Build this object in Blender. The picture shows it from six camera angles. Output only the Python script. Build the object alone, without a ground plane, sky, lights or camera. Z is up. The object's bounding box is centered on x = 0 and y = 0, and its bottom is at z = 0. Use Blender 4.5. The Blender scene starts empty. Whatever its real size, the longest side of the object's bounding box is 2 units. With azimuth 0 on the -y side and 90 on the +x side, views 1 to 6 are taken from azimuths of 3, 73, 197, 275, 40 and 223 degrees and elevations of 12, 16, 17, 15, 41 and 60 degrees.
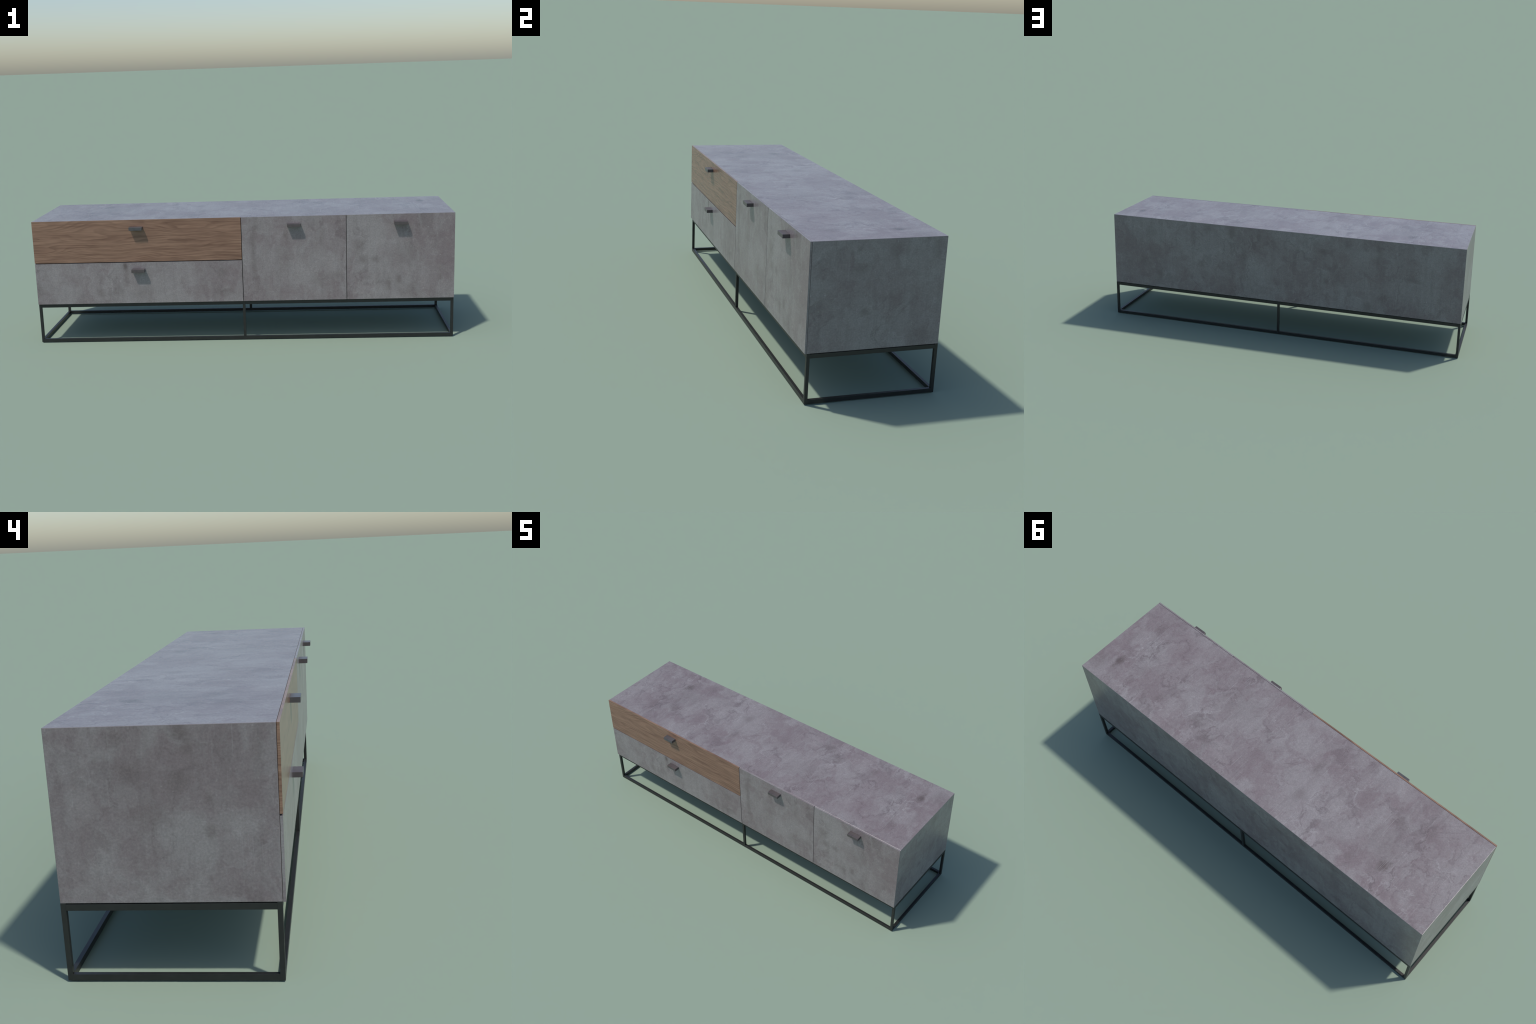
"""Low media sideboard: concrete-look cabinet with one oak drawer front on a thin black steel frame."""
import bpy, bmesh

# ------------------------------------------------------------------ sizes (metres)
X = 1.0                      # half length
Y_BACK = 0.2714              # back of body and frame
Y_BODY = -0.2352             # front of the carcass and of the frame
Y_PANEL_BACK = -0.2363       # back of the front panels (shadow gap 1.1 mm)
Y_PANEL = -0.2430            # face of the front panels
Y_HANDLE = -0.2714           # outer end of the pulls
Z_TOP, Z_BODY = 0.6012, 0.1937
TUBE = 0.0123                # width of the frame tube
RAIL = 0.0158                # height of the frame rails
Z_RAIL_TOP = 0.1912          # long and short top rails sit a shadow gap below the body
MID = 0.0022                 # x of the middle leg
X_SPLIT, GAP = 0.0013, 0.0030          # drawers | doors
X_DOORS, GAP_DOORS = 0.4955, 0.0028    # door | door
Z_SPLIT_HI, Z_SPLIT_LO = 0.3985, 0.3943


# ------------------------------------------------------------------ node helper
class Nodes:
    def __init__(self, name):
        self.mat = bpy.data.materials.new(name)
        self.mat.use_nodes = True
        self.t = self.mat.node_tree
        self.t.nodes.clear()
        self.out = self.t.nodes.new("ShaderNodeOutputMaterial")
        self.bsdf = self.t.nodes.new("ShaderNodeBsdfPrincipled")
        self.t.links.new(self.bsdf.outputs[0], self.out.inputs[0])

    def put(self, sock, v):
        if isinstance(v, bpy.types.NodeSocket):
            self.t.links.new(v, sock)
        elif isinstance(v, (tuple, list)) and len(v) == 3 and sock.type == 'RGBA':
            sock.default_value = (*v, 1)
        else:
            sock.default_value = v

    def node(self, kind, ins=None, **props):
        n = self.t.nodes.new("ShaderNode" + kind)
        for k, v in props.items():
            setattr(n, k, v)
        for k, v in (ins or {}).items():
            self.put(n.inputs[k], v)
        return n

    def math(self, op, a, b=0.0, c=0.0):
        return self.node("Math", {0: a, 1: b, 2: c}, operation=op).outputs[0]

    def vmath(self, op, a, b=(0, 0, 0)):
        n = self.node("VectorMath", {0: a, 1: b}, operation=op)
        return n.outputs["Value" if op == 'DOT_PRODUCT' else 0]

    def xyz(self, x, y, z):
        return self.node("CombineXYZ", {0: x, 1: y, 2: z}).outputs[0]

    def mix(self, f, a, b, blend='MIX'):
        n = self.node("Mix", data_type='RGBA', blend_type=blend)
        self.put(n.inputs[0], f); self.put(n.inputs[6], a); self.put(n.inputs[7], b)
        return n.outputs[2]

    def fmix(self, f, a, b):
        n = self.node("Mix", data_type='FLOAT')
        self.put(n.inputs[0], f); self.put(n.inputs[2], a); self.put(n.inputs[3], b)
        return n.outputs[0]

    def step(self, v, lo, hi, a=0.0, b=1.0, kind='SMOOTHSTEP'):
        n = self.node("MapRange", {0: v, 1: lo, 2: hi, 3: a, 4: b}, interpolation_type=kind)
        return n.outputs[0]

    def noise(self, vec, scale, detail=4.0, rough=0.5, dist=0.0):
        return self.node("TexNoise", {"Vector": vec, "Scale": scale, "Detail": detail,
                                      "Roughness": rough, "Distortion": dist}).outputs[0]


def face_plane(n, seed):
    """Flat coordinates of each face of a box: u across the board, v along its casting marks.
    Walls run upright, the top runs front to back; w keeps opposite faces apart."""
    pos = n.node("TexCoord").outputs["Object"]
    nor = n.node("NewGeometry").outputs["True Normal"]
    p = n.node("SeparateXYZ", {0: pos}).outputs
    q = n.node("SeparateXYZ", {0: nor}).outputs
    side = n.math('GREATER_THAN', n.math('ABSOLUTE', q[0]), 0.7)
    flat = n.math('GREATER_THAN', n.math('ABSOLUTE', q[2]), 0.7)
    u = n.fmix(side, p[0], p[1])
    v = n.fmix(flat, p[2], p[1])
    w = n.math('ADD', n.vmath('DOT_PRODUCT', nor, (1.7, 2.9, 4.3)), seed)
    return u, v, w


# Stains and pale wear on each concrete face: (u, v, radius_u, radius_v, strength), strength < 0 is pale
TOP_MARKS = [
    (.97, .19, .045, .05, .35), (.880, .136, .020, .034, 1.0), (.87, -.12, .03, .05, .30), (.59, .16, .02, .03, .3),
    (.37, .13, .035, .03, .40), (.28, .18, .04, .03, .45), (.30, -.05, .11, .09, .25), (.51, .18, .035, .10, -.4),
    (.61, -.11, .03, .08, -.3), (.18, .19, .05, .05, -.35), (-.704, .140, .020, .034, 1.0), (-.57, .195, .016, .014, .4),
    (-.63, -.06, .035, .03, .4), (-.65, .07, .09, .07, .25), (-.20, -.04, .018, .04, .45), (-.23, .115, .035, .03, .35),
    (-.77, -.105, .03, .03, .35), (-.38, .06, .03, .08, -.45), (-.32, -.20, .03, .06, -.4), (-.56, -.19, .05, .05, -.3)]
BACK_MARKS = [
    (-.25, .51, .026, .017, .5), (-.27, .345, .018, .014, .5), (-.376, .558, .02, .026, .35), (-.55, .54, .013, .074, .4),
    (-.73, .40, .041, .013, .35), (-.59, .28, .015, .035, .4), (-.50, .23, .026, .02, .35), (-.465, .50, .042, .04, -.3),
    (.76, .52, .03, .028, .35), (.424, .574, .03, .028, .4), (.277, .57, .02, .037, .45), (.21, .425, .016, .07, .4),
    (.12, .554, .015, .032, .4), (.81, .34, .04, .03, .3), (.718, .26, .02, .044, .4), (.46, .356, .02, .016, .4),
    (.493, .413, .05, .047, -.35), (.122, .407, .08, .037, -.35)]
LEFT_MARKS = [
    (-.028, .587, .02, .026, .6), (-.04, .55, .016, .016, .4), (.112, .571, .016, .022, .4), (.088, .50, .03, .022, .35),
    (-.013, .47, .035, .025, .3), (.044, .396, .044, .04, .28), (-.092, .434, .01, .018, .4), (-.085, .357, .014, .02, .5),
    (.155, .335, .013, .016, .35), (-.197, .54, .013, .055, .25), (.20, .428, .033, .04, -.35), (-.146, .376, .054, .037, -.35),
    (.167, .273, .057, .048, -.2)]
RIGHT_MARKS = [
    (-.048, .50, .033, .021, .4), (-.029, .332, .018, .013, .5), (.076, .555, .017, .028, .35), (.238, .557, .02, .057, .35),
    (.20, .238, .031, .03, .3), (-.20, .44, .047, .046, -.3), (.087, .433, .1, .03, -.25)]
DRAWER_MARKS = [
    (-.562, .379, .015, .026, 1.0), (-.558, .314, .011, .036, .35), (-.682, .248, .024, .018, .4), (-.592, .26, .022, .027, .35),
    (-.477, .244, .062, .037, .25), (-.093, .237, .04, .02, .45), (-.102, .345, .035, .025, .35), (-.243, .317, .026, .072, -.35),
    (-.906, .339, .027, .06, -.3), (-.986, .263, .027, .037, .3)]
DOOR_MARKS = [
    (.061, .43, .013, .193, .4), (.077, .55, .017, .026, .3), (.181, .505, .026, .03, -.35), (.202, .405, .034, .065, .25),
    (.215, .507, .014, .02, .35), (.378, .512, .014, .055, .3), (.291, .323, .066, .038, -.3), (.427, .365, .043, .038, -.35),
    (.371, .292, .034, .036, .3), (.455, .311, .034, .018, .25)]
NEXT_DOOR_MARKS = [
    (.557, .453, .023, .041, .5), (.574, .388, .026, .018, .5), (.63, .384, .02, .015, .4), (.63, .46, .042, .038, -.35),
    (.693, .262, .013, .033, .55), (.741, .29, .011, .024, .45), (.60, .246, .072, .027, -.35), (.772, .416, .085, .058, .2),
    (.863, .29, .02, .065, -.3), (.926, .29, .011, .018, .35), (.796, .224, .057, .033, .25), (.96, .25, .034, .03, -.3)]


def concrete(name, seed, marks=(), cloud_scale=4.2, fine=0.32, veins=0.20, scratches=0.20, vein_scale=5.5):
    """Cast concrete laminate: cool grey and mauve clouds, casting streaks, veins, grain, stains."""
    n = Nodes(name)
    u, v, w = face_plane(n, seed)
    q = n.xyz(u, n.math('MULTIPLY', v, 0.8), w)
    cool, mauve = (0.245, 0.226, 0.228), (0.188, 0.155, 0.161)
    dark, brown, pale = (0.122, 0.099, 0.103), (0.118, 0.096, 0.094), (0.345, 0.332, 0.334)
    warp = n.noise(q, 12, 5, 0.62)
    warp2 = n.noise(n.vmath('ADD', q, (4.2, 1.9, 6)), 12, 5, 0.62)
    bend = n.xyz(n.math('SUBTRACT', warp, 0.5), n.math('SUBTRACT', warp2, 0.5), 0.0)
    q2 = n.vmath('ADD', q, n.vmath('MULTIPLY', bend, (0.16, 0.16, 0)))
    cloud = n.noise(q2, cloud_scale, 9, 0.62)
    blot = n.noise(q2, 24.0, 7, 0.65)
    m = n.math('ADD', n.math('MULTIPLY', cloud, 1.0 - fine), n.math('MULTIPLY', blot, fine))
    col = n.mix(n.step(m, 0.38, 0.60), mauve, cool)
    # upright casting bands
    band = n.noise(n.xyz(n.math('MULTIPLY', u, 34), n.math('MULTIPLY', v, 2.4), w), 1.0, 5, 0.6, 0.4)
    col = n.mix(n.step(band, 0.30, 0.56, 0.20, 0.0), col, (0.140, 0.119, 0.120))
    # darker, browner patches
    dirt = n.noise(n.vmath('ADD', q2, (7.1, 3.3, 0)), 5.0, 8, 0.66, 0.3)
    col = n.mix(n.step(dirt, 0.54, 0.74, 0.0, 0.5), col, dark)
    # wandering veins, dark and pale: level lines of warped noise fields
    for shift, tint, k, wide in (((2.7, 9.1, 4), dark, veins * 1.9, 0.026), ((8.3, 2.2, 1), dark, veins * 1.4, 0.016),
                                 ((5.9, 6.4, 9), pale, veins, 0.018)):
        field = n.noise(n.vmath('ADD', q2, shift), vein_scale, 3.5, 0.5, 0.7)
        line = n.step(n.math('ABSOLUTE', n.math('SUBTRACT', field, 0.5)), 0.0, wide, 1.0, 0.0)
        gate = n.step(n.noise(n.vmath('ADD', q, shift), 5.0, 3), 0.45, 0.62)
        col = n.mix(n.math('MULTIPLY', n.math('MULTIPLY', line, gate), k), col, tint)
    # straight diagonal hairline cracks, sparse
    diag = n.noise(n.xyz(n.math('MULTIPLY', n.math('SUBTRACT', v, n.math('MULTIPLY', u, 0.8)), 26.0),
                         n.math('MULTIPLY', n.math('ADD', u, v), 1.2), w), 1.0, 1, 0.5, 0.15)
    crack = n.step(n.math('ABSOLUTE', n.math('SUBTRACT', diag, 0.5)), 0.0, 0.018, 1.0, 0.0)
    kgate = n.step(n.noise(n.vmath('ADD', q, (5, 1, 8)), 6.5, 2), 0.60, 0.66)
    col = n.mix(n.math('MULTIPLY', n.math('MULTIPLY', crack, kgate), 0.34), col, dark)
    # individual stains and pale wear, edges broken up by the same warp
    flat = n.vmath('ADD', n.xyz(u, v, 0.0), n.vmath('MULTIPLY', bend, (0.05, 0.05, 0)))
    wob = n.math('MULTIPLY', n.math('SUBTRACT', n.noise(q, 30, 5, 0.65), 0.5), 2.0)
    for (su, sv, ru, rv, k) in marks:
        d = n.vmath('MULTIPLY', n.vmath('SUBTRACT', flat, (su, sv, 0)), (1 / ru, 1 / rv, 0))
        d = n.math('ADD', n.node("VectorMath", {0: d}, operation='LENGTH').outputs["Value"], wob)
        col = n.mix(n.step(d, 0.0, 1.6, abs(k), 0.0), col, brown if k > 0 else (0.288, 0.270, 0.270))
    # pale hairline scratches along the casting direction
    hair = n.noise(n.xyz(n.math('MULTIPLY', u, 300), n.math('MULTIPLY', v, 5.0), w), 1.0, 1.5, 0.5, 0.2)
    hgate = n.step(n.noise(q, 6.3, 3), 0.46, 0.62)
    col = n.mix(n.math('MULTIPLY', n.step(hair, 0.60, 0.76), n.math('MULTIPLY', hgate, scratches)), col, pale)
    # small pale chips
    chip = n.noise(q, 85, 2, 0.5)
    cgate = n.step(n.noise(n.vmath('ADD', q, (1, 5, 2)), 6, 2), 0.48, 0.62)
    col = n.mix(n.math('MULTIPLY', n.step(chip, 0.64, 0.78), n.math('MULTIPLY', cgate, 0.42)), col, pale)
    # fine grain
    grain = n.noise(n.xyz(u, v, w), 170, 4, 0.75)
    speck = n.noise(n.xyz(u, v, w), 62, 5, 0.7)
    shade = n.math('MULTIPLY', n.step(grain, 0.28, 0.72, 0.82, 1.18, 'LINEAR'), n.step(speck, 0.28, 0.72, 0.92, 1.08, 'LINEAR'))
    col = n.mix(1.0, col, n.xyz(shade, shade, shade), 'MULTIPLY')
    n.put(n.bsdf.inputs["Base Color"], col)
    n.put(n.bsdf.inputs["Roughness"], 0.26)
    relief = n.math('ADD', n.math('MULTIPLY', blot, 3.0), n.math('MULTIPLY', grain, 0.5))
    bump = n.node("Bump", {"Strength": 0.10, "Distance": 0.002, "Height": relief})
    n.put(n.bsdf.inputs["Normal"], bump.outputs[0])
    return n.mat


def oak(name):
    n = Nodes(name)
    pos = n.node("TexCoord").outputs["Object"]
    p = n.node("SeparateXYZ", {0: pos}).outputs
    x, y, z = p[0], p[1], p[2]
    # flat-sawn figure: level lines of a field that is long in x, so rings close into cathedrals
    bend = n.noise(n.xyz(n.math('MULTIPLY', x, 7), y, n.math('MULTIPLY', z, 9)), 1.0, 2, 0.5)
    zz = n.math('ADD', z, n.math('MULTIPLY', bend, 0.019))
    long = n.xyz(n.math('MULTIPLY', x, 1.9), n.math('MULTIPLY', y, 3), n.math('MULTIPLY', zz, 12))
    f = n.noise(long, 1.0, 1.5, 0.4, 0.0)
    h = n.math('ADD', n.math('MULTIPLY', f, 17.0), n.math('MULTIPLY', zz, 80))
    ring = n.math('FRACT', h)
    late = n.math('MULTIPLY', n.step(ring, 0.25, 0.88), n.step(ring, 0.88, 1.0, 1.0, 0.0))
    streak = n.noise(n.xyz(n.math('MULTIPLY', x, 5), y, n.math('MULTIPLY', zz, 150)), 1.0, 3, 0.6)
    dash = n.noise(n.xyz(n.math('MULTIPLY', x, 9), y, n.math('MULTIPLY', zz, 70)), 1.0, 3, 0.6)
    late = n.math('MULTIPLY', late, n.step(dash, 0.36, 0.60, 0.25, 1.0))
    broad = n.noise(n.xyz(n.math('MULTIPLY', x, 3.5), y, n.math('MULTIPLY', zz, 24)), 1.0, 4, 0.55)
    fibre = n.noise(n.xyz(n.math('MULTIPLY', x, 22), n.math('MULTIPLY', y, 60), n.math('MULTIPLY', z, 520)), 1.0, 3, 0.6)
    col = n.mix(n.step(broad, 0.3, 0.7), (0.226, 0.130, 0.090), (0.275, 0.167, 0.115))
    col = n.mix(n.step(streak, 0.42, 0.72, 0.0, 0.75), col, (0.140, 0.076, 0.052))
    col = n.mix(n.math('MULTIPLY', late, n.step(broad, 0.7, 0.3, 0.40, 0.75)), col, (0.118, 0.062, 0.043))
    shade = n.step(fibre, 0.25, 0.75, 0.88, 1.12, 'LINEAR')
    col = n.mix(1.0, col, n.xyz(shade, shade, shade), 'MULTIPLY')
    n.put(n.bsdf.inputs["Base Color"], col)
    n.put(n.bsdf.inputs["Roughness"], 0.25)
    bump = n.node("Bump", {"Strength": 0.08, "Distance": 0.001, "Height": fibre})
    n.put(n.bsdf.inputs["Normal"], bump.outputs[0])
    return n.mat


def painted_metal(name, dark, light, rough, scale=40):
    n = Nodes(name)
    pos = n.node("TexCoord").outputs["Object"]
    f = n.noise(pos, scale, 3, 0.6)
    n.put(n.bsdf.inputs["Base Color"], n.mix(n.step(f, 0.35, 0.65), dark, light))
    n.put(n.bsdf.inputs["Roughness"], rough)
    return n.mat


# ------------------------------------------------------------------ mesh helpers
def box_mesh(name, lo, hi, mat, bevel=0.0006, segments=2):
    bm = bmesh.new()
    bmesh.ops.create_cube(bm, size=1.0)
    for vert in bm.verts:
        for i in range(3):
            vert.co[i] = lo[i] if vert.co[i] < 0 else hi[i]
    if bevel:
        bmesh.ops.bevel(bm, geom=bm.edges[:], offset=bevel, segments=segments, profile=0.5, affect='EDGES')
    me = bpy.data.meshes.new(name)
    bm.to_mesh(me); bm.free()
    me.materials.append(mat)
    for poly in me.polygons:
        poly.use_smooth = False
    return me


def part(name, mesh, parent, loc=(0, 0, 0)):
    o = bpy.data.objects.new(name, mesh)
    bpy.context.scene.collection.objects.link(o)
    o.parent = parent
    o.location = loc
    return o


# ------------------------------------------------------------------ build
def build():
    body_mats = [concrete("concrete_back", 0.0, BACK_MARKS),
                 concrete("concrete_top", 5.2, TOP_MARKS, 5.6, 0.36, 0.32, 0.42, 5.5),
                 concrete("concrete_end", 3.1, LEFT_MARKS),
                 concrete("concrete_other_end", 8.4, RIGHT_MARKS)]
    drawer_mat = concrete("concrete_drawer", 11.3, DRAWER_MARKS)
    door_a = concrete("concrete_door", 23.9, DOOR_MARKS)
    door_b = concrete("concrete_door_next", 37.1, NEXT_DOOR_MARKS)
    oak_mat = oak("oak_veneer")
    black = painted_metal("black_steel", (0.0130, 0.0138, 0.0136), (0.0160, 0.0168, 0.0165), 0.42)
    pull = painted_metal("bronzed_pull", (0.072, 0.061, 0.063), (0.086, 0.074, 0.076), 0.30)
    pull_cool = painted_metal("steel_pull", (0.070, 0.068, 0.073), (0.084, 0.082, 0.087), 0.30)
    dark = painted_metal("near_black_gap", (0.012, 0.012, 0.012), (0.016, 0.016, 0.016), 0.7)  # near-black tone seen in the narrow gaps between and behind the front panels

    root = bpy.data.objects.new("sideboard", None)
    bpy.context.scene.collection.objects.link(root)
    root["label"] = "low grey concrete sideboard with one wooden drawer and black frame"
    root["category"] = "sideboard"

    body = box_mesh("cabinet_body", (-X, Y_BODY, Z_BODY), (X, Y_BACK, Z_TOP), body_mats[0], 0.0011, 4)
    for m in body_mats[1:]:
        body.materials.append(m)
    for poly in body.polygons:
        nx, ny, nz = poly.normal
        poly.material_index = 1 if nz > 0.3 else 2 if nx < -0.6 else 3 if nx > 0.6 else 0
    part("cabinet_body", body, root)
    part("dark_gap_board", box_mesh("dark_gap_board", (-X + .004, Y_PANEL_BACK - 0.0006, Z_BODY + .004),
                                    (X - .004, Y_BODY - 0.0002, Z_TOP - .004), dark, 0), root)

    def panel(kind, x0, x1, z0, z1, mat, handle_x, handle_z, hmat):
        p = part(kind, box_mesh(kind, (x0, Y_PANEL, z0), (x1, Y_PANEL_BACK, z1), mat, 0.0), root)
        hx, hz = 0.0311, 0.0075
        hm = box_mesh("handle", (-hx, Y_HANDLE - Y_PANEL, -hz), (hx, 0.0003, hz), hmat, 0.0007)
        part("handle", hm, p, (handle_x, Y_PANEL, handle_z))
        return p

    panel("drawer_front", -X, X_SPLIT - GAP / 2, Z_SPLIT_HI, Z_TOP, oak_mat, -0.4975, 0.5612, pull_cool)
    panel("drawer_front", -X, X_SPLIT - GAP / 2, Z_BODY, Z_SPLIT_LO, drawer_mat, -0.4970, 0.3564, pull)
    panel("door", X_SPLIT + GAP / 2, X_DOORS - GAP_DOORS / 2, Z_BODY, Z_TOP, door_a, 0.2503, 0.5611, pull)
    panel("door", X_DOORS + GAP_DOORS / 2, X, Z_BODY, Z_TOP, door_b, 0.7489, 0.5613, pull)

    # steel frame: six legs, two rectangles of rails
    frame = bpy.data.objects.new("frame", None)
    bpy.context.scene.collection.objects.link(frame)
    frame.parent = root
    t, b = TUBE, 0.0004
    leg = box_mesh("leg", (-t / 2, -t / 2, 0), (t / 2, t / 2, Z_BODY - 0.0002), black, b)
    for x in (-X + t / 2, MID, X - t / 2):
        for y in (Y_BODY + t / 2, Y_BACK - t / 2):
            part("leg", leg, frame, (x, y, 0))
    e = 0.0002
    short = box_mesh("end_rail", (-t / 2 + e, Y_BODY + t - e, 0), (t / 2 - e, Y_BACK - t + e, RAIL), black, b)
    for x0, x1 in ((-X + t, MID - t / 2), (MID + t / 2, X - t)):
        long = box_mesh("long_rail", (x0 - e, -t / 2 + e, 0), (x1 + e, t / 2 - e, RAIL), black, b)
        for y in (Y_BODY + t / 2, Y_BACK - t / 2):
            for z in (e, Z_RAIL_TOP - RAIL):
                part("long_rail", long, frame, (0, y, z))
    for x in (-X + t / 2, X - t / 2):
        for z in (e, Z_RAIL_TOP - RAIL):
            part("end_rail", short, frame, (x, 0, z))


build()
